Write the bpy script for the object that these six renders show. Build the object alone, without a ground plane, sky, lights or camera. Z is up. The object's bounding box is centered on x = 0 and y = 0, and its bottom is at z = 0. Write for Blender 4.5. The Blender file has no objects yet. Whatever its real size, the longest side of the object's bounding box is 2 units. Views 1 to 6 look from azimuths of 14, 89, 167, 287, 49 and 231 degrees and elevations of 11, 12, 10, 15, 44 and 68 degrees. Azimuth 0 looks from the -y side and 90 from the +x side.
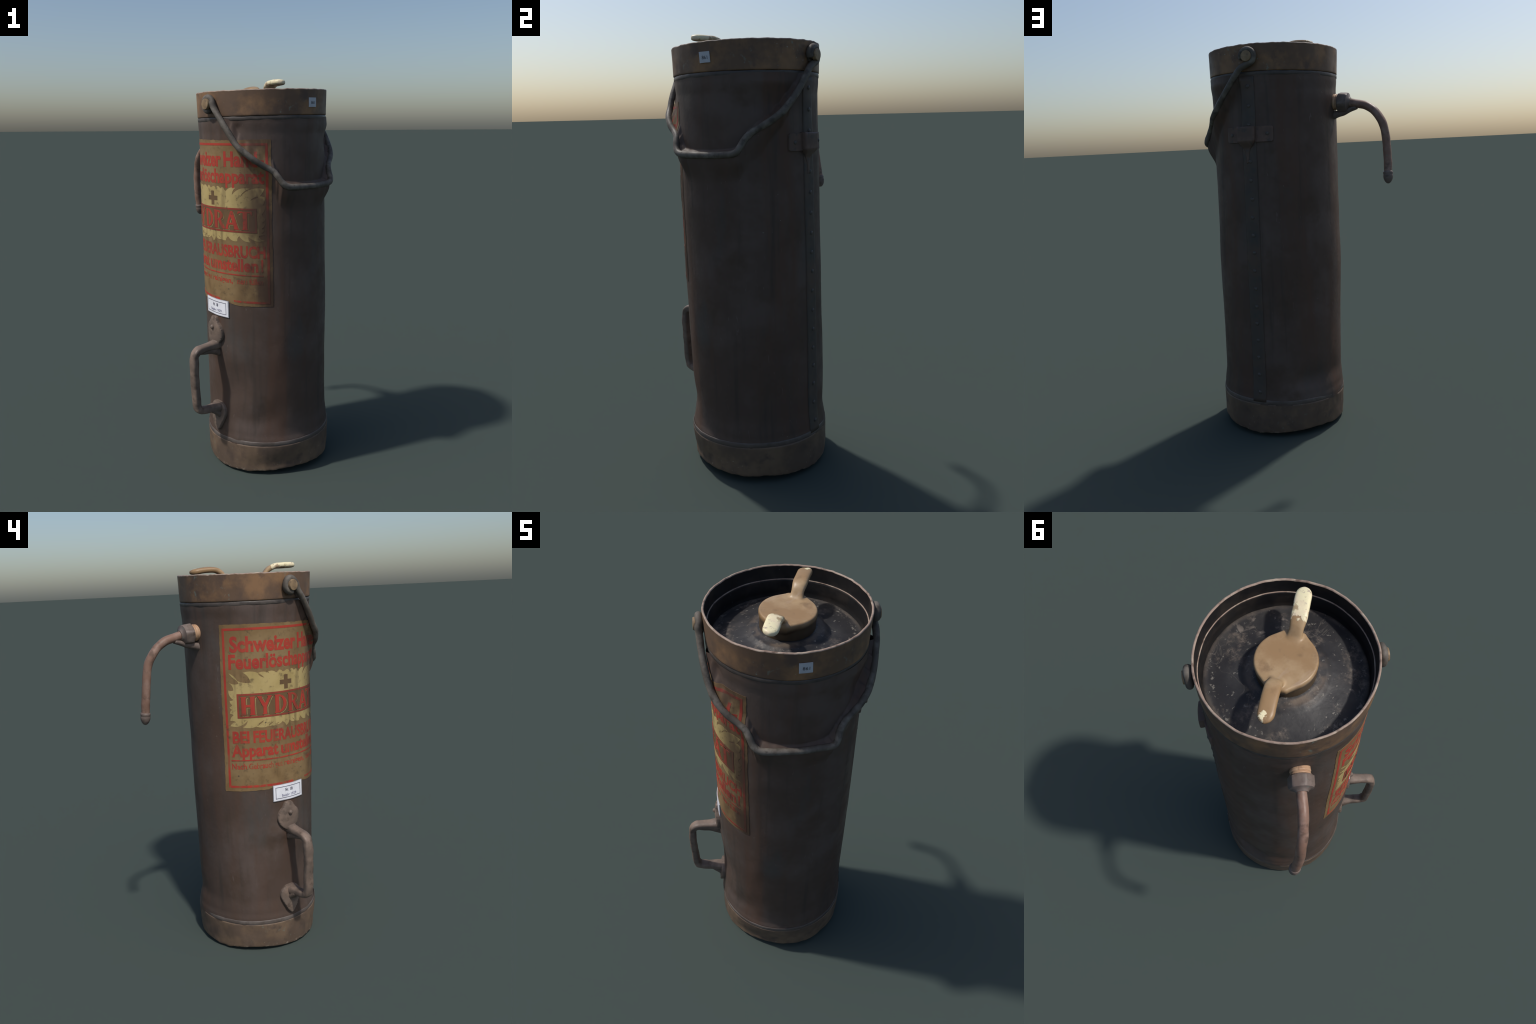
"""Antique portable fire extinguisher: riveted copper cylinder with bronze bands,
paper label, wire bail, curved spout, strap handle and a winged brass valve key."""
import bpy, bmesh, math
import numpy as np
from mathutils import Vector, noise

D2R = math.pi / 180.0

# ----------------------------------------------------------------------------
# frame of the vessel: a very slightly leaning, nearly round tapering tube
# ----------------------------------------------------------------------------
def axis(z):
    return 0.0886 - 0.0155 * z, 0.010 - 0.0108 * z

def smooth(a, b, x):
    t = min(1.0, max(0.0, (x - a) / (b - a)))
    return t * t * (3 - 2 * t)

def bump(x, c, w):
    return math.exp(-((x - c) / w) ** 2)

def adiff(a, b):
    return (a - b + 180.0) % 360.0 - 180.0

def interp(x, pts):
    if x <= pts[0][0]:
        return pts[0][1]
    for (x0, y0), (x1, y1) in zip(pts, pts[1:]):
        if x <= x1:
            t = (x - x0) / (x1 - x0)
            return y0 + (y1 - y0) * t * t * (3 - 2 * t)
    return pts[-1][1]

PROFILE = [(0.0, .326), (.13, .330), (.185, .329), (.215, .3245), (.30, .3175), (.50, .3180),
           (.70, .3205), (.90, .3225), (1.30, .3212), (1.62, .3208), (1.74, .3222), (1.80, .3262), (1.84, .3285), (2.0, .332)]
# the hanging bail: centre line as (azimuth, height, distance from the axis)
BAIL_LINE = [(-116.4, 1.862, .351), (-110.2, 1.813, .355), (-103.0, 1.751, .359), (-96.7, 1.696, .362), (-89.5, 1.657, .363), (-82.0, 1.620, .355),
             (-75.0, 1.594, .343), (-68.8, 1.574, .342), (-65.0, 1.545, .350), (-61.6, 1.516, .358), (-57.2, 1.500, .358), (-50.0, 1.4965, .347), (-40.0, 1.4955, .338), (-30, 1.4955, .336),
             (-20, 1.4975, .341), (-13, 1.500, .350), (-8.2, 1.508, .361), (-5.2, 1.530, .358), (-2.6, 1.556, .347), (1.6, 1.582, .341), (8.5, 1.607, .344), (16.6, 1.635, .355), (24.7, 1.672, .360),
             (31.8, 1.718, .360), (38.0, 1.762, .358), (45.6, 1.817, .355), (50.5, 1.850, .352)]
BAIL_Z = [(a, z) for a, z, r in BAIL_LINE]
BAIL_R = [(a, r) for a, z, r in BAIL_LINE]
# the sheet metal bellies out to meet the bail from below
WEB = [(-115, 0), (-108, .5), (-97, .6), (-78, .75), (-66, 1), (14, 1), (30, .95), (46, .8), (53, 0)]
WEB_RISE = [(-70, .060), (-58, .024), (2, .022), (14, .030)]
WEB_NEAR = [(-85, .010), (-62, .020), (8, .020), (20, .012)]
WEB_DROP = [(-85, .045), (-64, .125), (8, .125), (20, .085), (46, .06)]

def low_tilt(a):
    return .010 * math.cos((a - 25) * D2R)

def up_tilt(a):
    return .007 * math.cos((a - 15) * D2R)

def radius(a, z):
    """outer radius of the sheet at azimuth a (degrees) and height z"""
    a = adiff(a, 0)
    r = interp(z, PROFILE)
    ca, sa = math.cos(a * D2R), math.sin(a * D2R)
    r += .0024 * noise.noise((ca * 1.7 + 3.1, sa * 1.7, z * 2.8))
    r += .0017 * noise.noise((ca * 5.0, sa * 5.0 + 7.7, z * 7.0))
    r -= .013 * bump(adiff(a, -80), 0, 20) * bump(z, .30, .09)
    r += .005 * bump(adiff(a, 84), 0, 16) * bump(z, .52, .25)
    mid = smooth(.22, .34, z) * (1 - smooth(1.50, 1.68, z))
    r -= .0050 * bump(adiff(a, 110), 0, 18) * mid * (1 - smooth(1.1, 1.35, z))
    r -= .003 * bump(adiff(a, -15), 0, 25) * mid
    r += .004 * bump(adiff(a, 178), 0, 20) * mid
    r += .003 * bump(adiff(a, 66), 0, 14) * mid
    r -= .016 * bump(adiff(a, 102), 0, 16) * bump(z, .29, .055)
    r -= .004 * bump(adiff(a, 135), 0, 10) * bump(z, .30, .05)
    r -= .004 * bump(adiff(a, -60), 0, 12) * bump(z, .25, .03)
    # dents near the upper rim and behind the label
    r -= .005 * bump(adiff(a, -97), 0, 4) * bump(z, 1.775, .02)
    r += .007 * bump(adiff(a, -83), 0, 9) * bump(z, 1.655, .035)
    r -= .020 * bump(adiff(a, -109), 0, 17) * bump(z, .46, .10)
    r -= .012 * bump(adiff(a, 17), 0, 18) * bump(z, 1.70, .045)
    r += .007 * bump(adiff(a, 20), 0, 22) * bump(z, 1.79, .03)
    r += .011 * bump(adiff(a, -136), 0, 13) * bump(z, .665, .045)
    r -= .007 * bump(adiff(a, -48), 0, 24) * bump(z, .215, .04)
    r += .004 * bump(adiff(a, 138), 0, 15) * bump(z, 1.0, .22)
    r += .004 * bump(adiff(a, 163), 0, 10) * bump(z, .85, .18)
    web = interp(a, WEB)
    if web > 0 and z > 1.3:
        zr, rr = interp(a, BAIL_Z), interp(a, BAIL_R) - .002
        if rr > r:
            r += (rr - r) * web * smooth(zr - interp(a, WEB_DROP), zr - interp(a, WEB_NEAR), z) * (1 - smooth(zr + .002, zr + interp(a, WEB_RISE), z))
    return r

def at(a, z, off=0.0, R=None):
    cx, cy = axis(z)
    r = (radius(a, z) if R is None else R) + off
    return (cx + r * math.cos(a * D2R), cy + r * math.sin(a * D2R), z)

# ----------------------------------------------------------------------------
# object helpers
# ----------------------------------------------------------------------------
root = bpy.data.objects.new("fire_extinguisher", None)
bpy.context.scene.collection.objects.link(root)
root["label"] = "antique copper cylinder fire extinguisher with paper label and bail"
root["category"] = "fire extinguisher"

def add(name, mesh, mat, parent=root, smooth_angle=None):
    o = bpy.data.objects.new(name, mesh)
    bpy.context.scene.collection.objects.link(o)
    o.parent = parent
    if mat is not None:
        mesh.materials.clear()
        mesh.materials.append(mat)
    mesh.polygons.foreach_set("use_smooth", [True] * len(mesh.polygons))
    if smooth_angle or name in PRINTED:
        smooth_angle = smooth_angle or 30
        mesh.set_sharp_from_angle(angle=smooth_angle * D2R)
    return o

PRINTED = set('paper_label red_border flame_wreath cross name_panel name_frame lettering lettering_outline lettering_gap underline number_card card_face card_border inventory_sticker'.split())

def mesh_from(name, verts, faces):
    m = bpy.data.meshes.new(name)
    m.from_pydata(verts, [], faces)
    m.validate()
    m.update()
    return m

def recalc(mesh):
    bm = bmesh.new()
    bm.from_mesh(mesh)
    bmesh.ops.recalc_face_normals(bm, faces=bm.faces)
    bm.to_mesh(mesh)
    bm.free()
    return mesh

def loft(name, rings, wrap=True, cap0=False, cap1=False):
    n, verts, faces = len(rings[0]), [], []
    for r in rings:
        verts += r
    for i in range(len(rings) - 1):
        for j in range(n if wrap else n - 1):
            k = (j + 1) % n
            faces.append((i * n + j, i * n + k, (i + 1) * n + k, (i + 1) * n + j))
    for flag, base, rev in ((cap0, 0, True), (cap1, (len(rings) - 1) * n, False)):
        if flag:
            c = len(verts)
            pts = np.array(verts[base:base + n]).mean(0)
            verts.append(tuple(pts))
            for j in range(n):
                k = (j + 1) % n
                faces.append((base + k, base + j, c) if rev else (base + j, base + k, c))
    return recalc(mesh_from(name, verts, faces))

def spline(pts, n):
    """Catmull-Rom through control points, n samples per span"""
    P = [np.array(p, float) for p in pts]
    P = [2 * P[0] - P[1]] + P + [2 * P[-1] - P[-2]]
    out = []
    for i in range(1, len(P) - 2):
        p0, p1, p2, p3 = P[i - 1:i + 3]
        for t in np.linspace(0, 1, n, endpoint=False):
            out.append(.5 * (2 * p1 + (p2 - p0) * t + (2 * p0 - 5 * p1 + 4 * p2 - p3) * t * t + (3 * p1 - p0 - 3 * p2 + p3) * t ** 3))
    out.append(P[-2])
    return out

def tube(name, path, size, up=(0, 0, 1), segs=20, power=2.0, rough=0.0, cap=True, seed=0.0):
    """sweep a superellipse; size(t) gives half-width (across) and half-thickness (along the 'up' side)"""
    path = [np.array(p, float) for p in path]
    rings, ref = [], np.array(up, float)
    n = len(path)
    for i, p in enumerate(path):
        t = path[min(i + 1, n - 1)] - path[max(i - 1, 0)]
        t /= np.linalg.norm(t)
        ref = ref - t * (ref @ t)
        ref /= np.linalg.norm(ref)
        side = np.cross(t, ref)
        w, h = size(i / (n - 1))
        ring = []
        for j in range(segs):
            g = 2 * math.pi * j / segs
            c, s = math.cos(g), math.sin(g)
            cc = math.copysign(abs(c) ** (2 / power), c)
            ss = math.copysign(abs(s) ** (2 / power), s)
            q = p + side * (w * cc) + ref * (h * ss)
            if rough:
                d = q - p
                q = q + d / (np.linalg.norm(d) + 1e-9) * rough * noise.noise(Vector(q * 28) + Vector((seed, 0, 0)))
            ring.append(tuple(q))
        rings.append(ring)
    return loft(name, rings, cap0=cap, cap1=cap)

def rounded_ends(core, e=.12):
    """make a size() whose ends close like a thumb"""
    def f(t):
        w, h = core(t)
        k = 1.0
        if t < e:
            k = math.sqrt(max(.02, 1 - (1 - t / e) ** 2))
        if t > 1 - e:
            k = min(k, math.sqrt(max(.02, 1 - (1 - (1 - t) / e) ** 2)))
        return w * k, h * k
    return f

def revolve(name, prof, segs=48, close=False):
    """prof: (r, h) list around local z"""
    rings = [[(r * math.cos(2 * math.pi * j / segs), r * math.sin(2 * math.pi * j / segs), h) for j in range(segs)] for r, h in prof]
    return loft(name, rings, cap0=True, cap1=True)

def orient(mesh, origin, z_dir, x_dir=(0, 0, 1)):
    """move a mesh built around local z to a place with its z along z_dir"""
    z = Vector(z_dir).normalized()
    x = Vector(x_dir)
    x = (x - z * x.dot(z)).normalized()
    y = z.cross(x)
    for v in mesh.vertices:
        c = v.co.copy()
        v.co = Vector(origin) + x * c.x + y * c.y + z * c.z
    mesh.update()
    return mesh

def out_dir(a):
    return Vector((math.cos(a * D2R), math.sin(a * D2R), 0))

def patch(name, outline, off0, off1, step=(1.2, .012), edge=.0015, surf=radius):
    """a plate with a closed outline in (azimuth degrees, height), lying on the vessel between two offsets"""
    c = bpy.data.curves.new("tmp", "CURVE")
    c.dimensions, c.fill_mode = "2D", "BOTH"
    s = c.splines.new("POLY")
    s.points.add(len(outline) - 1)
    for p, (a, z) in zip(s.points, outline):
        p.co = (a * .1, z, 0, 1)
    s.use_cyclic_u = True
    return bend(curve_to_bm(c), name, off0, off1, .1, step, edge)

def curve_to_bm(c):
    o = bpy.data.objects.new("tmp", c)
    bpy.context.scene.collection.objects.link(o)
    dg = bpy.context.evaluated_depsgraph_get()
    m = bpy.data.meshes.new_from_object(o.evaluated_get(dg))
    bm = bmesh.new()
    bm.from_mesh(m)
    bpy.data.objects.remove(o)
    bpy.data.curves.remove(c)
    bpy.data.meshes.remove(m)
    bmesh.ops.remove_doubles(bm, verts=bm.verts, dist=1e-6)
    return bm

def bend(bm, name, off0, off1, k, step, edge=0.0):
    """cut a flat (azimuth*k, height) sheet finely, lay it on the vessel and give it thickness"""
    xs = [v.co.x for v in bm.verts]
    ys = [v.co.y for v in bm.verts]
    for lo, hi, st, no in ((min(xs), max(xs), step[0] * k, (1, 0, 0)), (min(ys), max(ys), step[1], (0, 1, 0))):
        n = int((hi - lo) / st)
        for i in range(1, n + 1):
            q = lo + (hi - lo) * i / (n + 1)
            bmesh.ops.bisect_plane(bm, geom=bm.verts[:] + bm.edges[:] + bm.faces[:], plane_co=(q if no[0] else 0, q if no[1] else 0, 0), plane_no=no)
    for f in bm.faces:
        if f.normal.z < 0:
            f.normal_flip()
    flat = [(v.co.x / k, v.co.y) for v in bm.verts]
    border = set()
    for e in bm.edges:
        if len(e.link_faces) == 1:
            border.update(v.index for v in e.verts)
    bm.verts.index_update()
    border = {v.index for e in bm.edges if len(e.link_faces) == 1 for v in e.verts}
    verts = [at(a, z, off1 - (edge if i in border else 0)) for i, (a, z) in enumerate(flat)]
    nv = len(verts)
    faces = [tuple(v.index for v in f.verts) for f in bm.faces]
    verts += [at(a, z, off0) for a, z in flat]
    sides = []
    for e in bm.edges:
        if len(e.link_faces) == 1:
            l = e.link_loops[0]
            a, b = l.vert.index, l.link_loop_next.vert.index
            sides.append((b, a, a + nv, b + nv))
    bm.free()
    return mesh_from(name, verts, faces + sides)

def join_meshes(name, meshes):
    verts, faces = [], []
    for m in meshes:
        b = len(verts)
        verts += [tuple(v.co) for v in m.vertices]
        faces += [tuple(i + b for i in p.vertices) for p in m.polygons]
        bpy.data.meshes.remove(m)
    return mesh_from(name, verts, faces)

def blended(name, meshes, voxel, smooth_n, mat, parent=root):
    """fuse overlapping solids into one soft casting"""
    o = add(name, join_meshes(name, meshes), mat, parent)
    md = o.modifiers.new("fuse", "REMESH")
    md.mode, md.voxel_size = "VOXEL", voxel
    sm = o.modifiers.new("soften", "SMOOTH")
    sm.factor, sm.iterations = .5, smooth_n
    dg = bpy.context.evaluated_depsgraph_get()
    m = bpy.data.meshes.new_from_object(o.evaluated_get(dg))
    o.modifiers.clear()
    old = o.data
    o.data = m
    bpy.data.meshes.remove(old)
    m.name = name
    m.materials.clear()
    m.materials.append(mat)
    m.polygons.foreach_set("use_smooth", [True] * len(m.polygons))
    return o

# ----------------------------------------------------------------------------
# material helpers
# ----------------------------------------------------------------------------
class Nodes:
    def __init__(s, name, rough=.6, spec=.3, metal=0.0):
        s.m = bpy.data.materials.new(name)
        s.m.use_nodes = True
        s.t = s.m.node_tree
        s.b = s.t.nodes["Principled BSDF"]
        s.b.inputs["Roughness"].default_value = rough
        s.b.inputs["Specular IOR Level"].default_value = spec
        s.b.inputs["Metallic"].default_value = metal
        s.co = s.t.nodes.new("ShaderNodeTexCoord").outputs["Object"]

    def link(s, a, b):
        s.t.links.new(a, b)

    def mapped(s, scale=(1, 1, 1), loc=(0, 0, 0)):
        n = s.t.nodes.new("ShaderNodeMapping")
        n.inputs["Scale"].default_value = scale
        n.inputs["Location"].default_value = loc
        s.link(s.co, n.inputs["Vector"])
        return n.outputs[0]

    def noise(s, scale, detail=4, stretch=(1, 1, 1), loc=(0, 0, 0), rough=.6, dist=0.0):
        n = s.t.nodes.new("ShaderNodeTexNoise")
        s.link(s.mapped(stretch, loc), n.inputs["Vector"])
        n.inputs["Scale"].default_value = scale
        n.inputs["Detail"].default_value = detail
        n.inputs["Roughness"].default_value = rough
        n.inputs["Distortion"].default_value = dist
        return n.outputs["Fac"]

    def voronoi(s, scale, loc=(0, 0, 0), stretch=(1, 1, 1), wobble=0.0):
        n = s.t.nodes.new("ShaderNodeTexVoronoi")
        v = s.mapped(stretch, loc)
        if wobble:  # irregular cells
            w = s.t.nodes.new("ShaderNodeTexNoise")
            s.link(s.co, w.inputs["Vector"])
            w.inputs["Scale"].default_value = scale * 2.2
            w.inputs["Detail"].default_value = 3
            m = s.t.nodes.new("ShaderNodeVectorMath")
            m.operation = "MULTIPLY_ADD"
            s.link(w.outputs["Color"], m.inputs[0])
            m.inputs[1].default_value = (wobble / scale,) * 3
            s.link(v, m.inputs[2])
            v = m.outputs[0]
        s.link(v, n.inputs["Vector"])
        n.inputs["Scale"].default_value = scale
        return n.outputs["Distance"]

    def range(s, v, lo, hi, a=0.0, b=1.0):
        n = s.t.nodes.new("ShaderNodeMapRange")
        n.interpolation_type = "SMOOTHSTEP"
        s.link(v, n.inputs["Value"])
        for k, q in (("From Min", lo), ("From Max", hi), ("To Min", a), ("To Max", b)):
            n.inputs[k].default_value = q
        return n.outputs["Result"]

    def math(s, op, a, b=None):
        n = s.t.nodes.new("ShaderNodeMath")
        n.operation = op
        for i, q in enumerate((a, b)):
            if q is None:
                continue
            if isinstance(q, (int, float)):
                n.inputs[i].default_value = q
            else:
                s.link(q, n.inputs[i])
        return n.outputs[0]

    def dist(s, p):
        n = s.t.nodes.new("ShaderNodeVectorMath")
        n.operation = "DISTANCE"
        s.link(s.co, n.inputs[0])
        n.inputs[1].default_value = p
        return n.outputs["Value"]

    def xyz(s):
        n = s.t.nodes.new("ShaderNodeSeparateXYZ")
        s.link(s.co, n.inputs[0])
        return n.outputs

    def mix(s, fac, a, b, mode="MIX"):
        n = s.t.nodes.new("ShaderNodeMix")
        n.data_type, n.blend_type = "RGBA", mode
        for sock, q in ((n.inputs[0], fac), (n.inputs[6], a), (n.inputs[7], b)):
            if isinstance(q, tuple):
                sock.default_value = q + (1,) if len(q) == 3 else q
            elif isinstance(q, (int, float)):
                sock.default_value = q
            else:
                s.link(q, sock)
        return n.outputs[2]

    def finish(s, col, bump=None, strength=.2, dist=.002, rough=None):
        s.link(col, s.b.inputs["Base Color"])
        if bump is not None:
            n = s.t.nodes.new("ShaderNodeBump")
            n.inputs["Strength"].default_value = strength
            n.inputs["Distance"].default_value = dist
            s.link(bump, n.inputs["Height"])
            s.link(n.outputs[0], s.b.inputs["Normal"])
        if rough is not None:
            s.link(rough, s.b.inputs["Roughness"])
        return s.m

def aged(name, base, light, dark, scale=6, streak=None, fleck=None, rough=.6, spec=.3, metal=0.0, bump=.25, fleck_amount=.5, verdigris=0.0, edge=None, foot_wear=None):
    """weathered metal: cloudy light and dark tones, optional vertical streaks, small flecks and verdigris"""
    N = Nodes(name, rough, spec, metal)
    c = N.mix(N.range(N.noise(scale, 5), .42, .68), base, light)
    c = N.mix(N.range(N.noise(scale * 1.7, 5, loc=(4, 2, 1)), .50, .72), c, dark)
    if streak:
        c = N.mix(N.range(N.noise(9, 3, (1, 1, .08), (1, 5, 0)), .5, .72, 0, .75), c, streak)
        c = N.mix(N.range(N.noise(26, 3, (1, 1, .05), (7, 5, 0)), .52, .75, 0, .6), c, dark)
    if verdigris:
        g = N.math("MULTIPLY", N.range(N.noise(34, 4, loc=(3, 3, 8)), .60, .72), N.range(N.noise(4, 2, loc=(9, 1, 2)), .45, .65))
        c = N.mix(N.math("MULTIPLY", g, verdigris), c, (.16, .20, .17))
    if fleck:
        v = N.range(N.voronoi(38, (2, 7, 1), wobble=1.2), .05, .12, 1, 0)
        v = N.math("MULTIPLY", v, N.range(N.noise(7, 2, loc=(1, 2, 9)), .55, .62))
        c = N.mix(N.math("MULTIPLY", v, fleck_amount), c, fleck)
    if edge:
        g = N.t.nodes.new("ShaderNodeNewGeometry")
        c = N.mix(N.range(g.outputs["Pointiness"], .53, .60, 0, .8), c, edge)
    if foot_wear:
        w = N.math("MULTIPLY", N.range(N.xyz()[2], .012, .036, 1, 0), N.range(N.noise(26, 5, loc=(5, 5, 5), rough=.7), .52, .62))
        c = N.mix(N.math("MULTIPLY", w, .85), c, foot_wear)
    h = N.noise(90, 4)
    return N.finish(c, h, bump, .002, N.range(N.noise(12, 3), .3, .7, rough - .1, rough + .12))

# --- metals -----------------------------------------------------------------
def vessel_material():
    N = Nodes("patinated_copper", .52, .20)
    c = N.mix(N.range(N.noise(3.2, 5), .40, .66), (.084, .058, .046), (.108, .080, .068))  # tint pushed warm against blue skylight on the shaded sides
    c = N.mix(N.range(N.noise(5.5, 5, loc=(5, 1, 3)), .52, .72, 0, .8), c, (.075, .050, .036))
    c = N.mix(N.range(N.noise(7, 3, (1, 1, .10), (1, 5, 0)), .48, .68, 0, .7), c, (.098, .056, .039))
    c = N.mix(N.range(N.noise(16, 3, (1, 1, .06), (7, 5, 0)), .52, .72, 0, .6), c, (.052, .043, .037))
    c = N.mix(N.range(N.noise(5, 4, (1, 1, .35), (2, 8, 4)), .58, .74, 0, .55), c, (.072, .070, .065))
    v = N.range(N.voronoi(30, (2, 7, 1), wobble=1.0), .035, .08, 1, 0)
    v = N.math("MULTIPLY", v, N.range(N.noise(6, 2, loc=(1, 2, 9)), .60, .66))
    c = N.mix(N.math("MULTIPLY", v, .6), c, (.32, .30, .24))
    s = N.range(N.noise(60, 2, (1, 1, .15), (3, 1, 6), dist=1.5), .70, .76, 0, .35)
    c = N.mix(s, c, (.18, .15, .14))
    h = N.math("ADD", N.noise(55, 4), N.math("MULTIPLY", N.noise(9, 4), 1.5))
    return N.finish(c, h, .22, .003, N.range(N.noise(10, 3), .3, .7, .45, .66))

VESSEL = vessel_material()
BAND = aged("bronze_band", (.132, .082, .053), (.245, .138, .070), (.098, .065, .049), 7, rough=.55, spec=.3,  # base tone dimmed towards the band's look in shade
            fleck=(.30, .34, .30), fleck_amount=.6, verdigris=.7)
BASE = aged("tarnished_base", (.110, .076, .055), (.160, .108, .070), (.084, .060, .047), 8, rough=.6, verdigris=.5, foot_wear=(.36, .29, .22),
            fleck=(.35, .30, .22))
BEAD = aged("dark_solder_bead", (.060, .049, .043), (.088, .073, .064), (.038, .032, .029), 12, rough=.5, spec=.4)
BEAD_LOW = aged("grey_solder_bead", (.088, .069, .059), (.140, .118, .105), (.070, .054, .045), 7, rough=.5, spec=.4)
LIP = aged("worn_rim", (.30, .215, .17), (.40, .32, .25), (.15, .10, .075), 20, rough=.5)
SEAM = aged("seam_strip", (.070, .058, .050), (.090, .064, .050), (.052, .052, .049), 7, streak=(.085, .050, .036), rough=.55)
RIVET = aged("dark_rivet", (.076, .064, .056), (.105, .088, .076), (.05, .044, .040), 30, rough=.5, spec=.4)
BRACKET = aged("bracket_copper", (.105, .070, .055), (.145, .092, .072), (.06, .055, .052), 16, rough=.55)
BAIL = aged("iron_wire", (.094, .080, .066), (.165, .146, .124), (.054, .045, .037), 18, rough=.55, spec=.25)
PIN = aged("bronze_pin", (.22, .15, .085), (.30, .21, .12), (.13, .09, .06), 30, rough=.5)
HANDLE = aged("handle_iron", (.140, .105, .084), (.210, .152, .118), (.082, .060, .047), 13, rough=.5, spec=.35)
PIPE = aged("copper_pipe", (.215, .125, .090), (.275, .180, .142), (.120, .075, .055), 17, rough=.5, spec=.35, verdigris=.8, fleck=(.34, .38, .34))
NUT = aged("dull_nut", (.145, .110, .094), (.190, .150, .130), (.095, .072, .060), 18, rough=.5, spec=.35, verdigris=.7)
COLLAR = aged("bare_copper_collar", (.42, .25, .15), (.50, .33, .21), (.22, .13, .085), 22, rough=.5)
INNER = aged("black_inside", (.010, .0095, .010), (.024, .019, .016), (.007, .0065, .007), 9, rough=.5, spec=.3,  # albedo lowered to include the shade inside the rim
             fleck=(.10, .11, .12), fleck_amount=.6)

def lid_material():
    N = Nodes("grimy_black_lid", .48, .32)
    c = N.mix(N.range(N.noise(6, 5), .40, .70), (.027, .026, .028), (.052, .050, .049))
    dust = N.math("MULTIPLY", N.range(N.noise(8, 6, loc=(3, 9, 0), rough=.7), .52, .66), N.range(N.noise(42, 5, loc=(1, 1, 5), rough=.7), .38, .62))
    c = N.mix(N.math("MULTIPLY", dust, .95), c, (.165, .135, .110))
    scuff = N.math("MULTIPLY", N.range(N.noise(15, 8, loc=(6, 2, 8), rough=.65, dist=.4), .60, .68), N.range(N.noise(4, 2, loc=(2, 9, 8)), .42, .56))
    c = N.mix(N.math("MULTIPLY", scuff, .85), c, (.20, .170, .145))
    haze = N.range(N.noise(5, 4, (1, .5, 1), (8, 2, 3), dist=1.2), .52, .70, 0, .6)
    c = N.mix(haze, c, (.075, .066, .060))
    for sc, lo, hi, amt, col in ((22, .07, .15, .85, (.20, .185, .16)), (48, .12, .22, .85, (.20, .185, .16)), (11, .035, .075, .9, (.26, .235, .205))):
        v = N.range(N.voronoi(sc, (sc, 2, 1), (1, .7, 1), 1.3), lo, hi, 1, 0)
        v = N.math("MULTIPLY", v, N.range(N.noise(9, 2, loc=(sc, 4, 1)), .44, .54))
        c = N.mix(N.math("MULTIPLY", v, amt), c, col)
    cr = N.range(N.noise(7, 3, (1, 1, 1), (2, 6, 1), dist=.6), .496, .504, 0, 1)
    cr2 = N.range(N.noise(7, 3, (1, 1, 1), (2, 6, 1), dist=.6), .504, .512, 1, 0)
    c = N.mix(N.math("MULTIPLY", N.math("MULTIPLY", cr, cr2), N.range(N.noise(5, 2, loc=(8, 8, 8)), .5, .6, 0, .35)), c, (.16, .14, .12))
    # ring of grime round the valve and along the lid edge
    X, Y, Z = N.xyz()
    dx, dy = N.math("SUBTRACT", X, .060), N.math("SUBTRACT", Y, -.0105)
    rr = N.math("SQRT", N.math("ADD", N.math("MULTIPLY", dx, dx), N.math("MULTIPLY", dy, dy)))
    ring = N.math("MULTIPLY", N.range(rr, .115, .125), N.range(rr, .125, .165, 1, 0))
    ring = N.math("MULTIPLY", ring, N.range(N.noise(10, 4, loc=(0, 3, 1)), .40, .62))
    c = N.mix(N.math("MULTIPLY", ring, .9), c, (.150, .112, .082))
    edge = N.math("MULTIPLY", N.range(rr, .283, .300), N.range(N.noise(14, 4, loc=(5, 3, 1)), .35, .6, .2, .8))
    c = N.mix(edge, c, (.105, .088, .075))
    return N.finish(c, N.noise(60, 5), .35, .003)

LID = lid_material()

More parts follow.
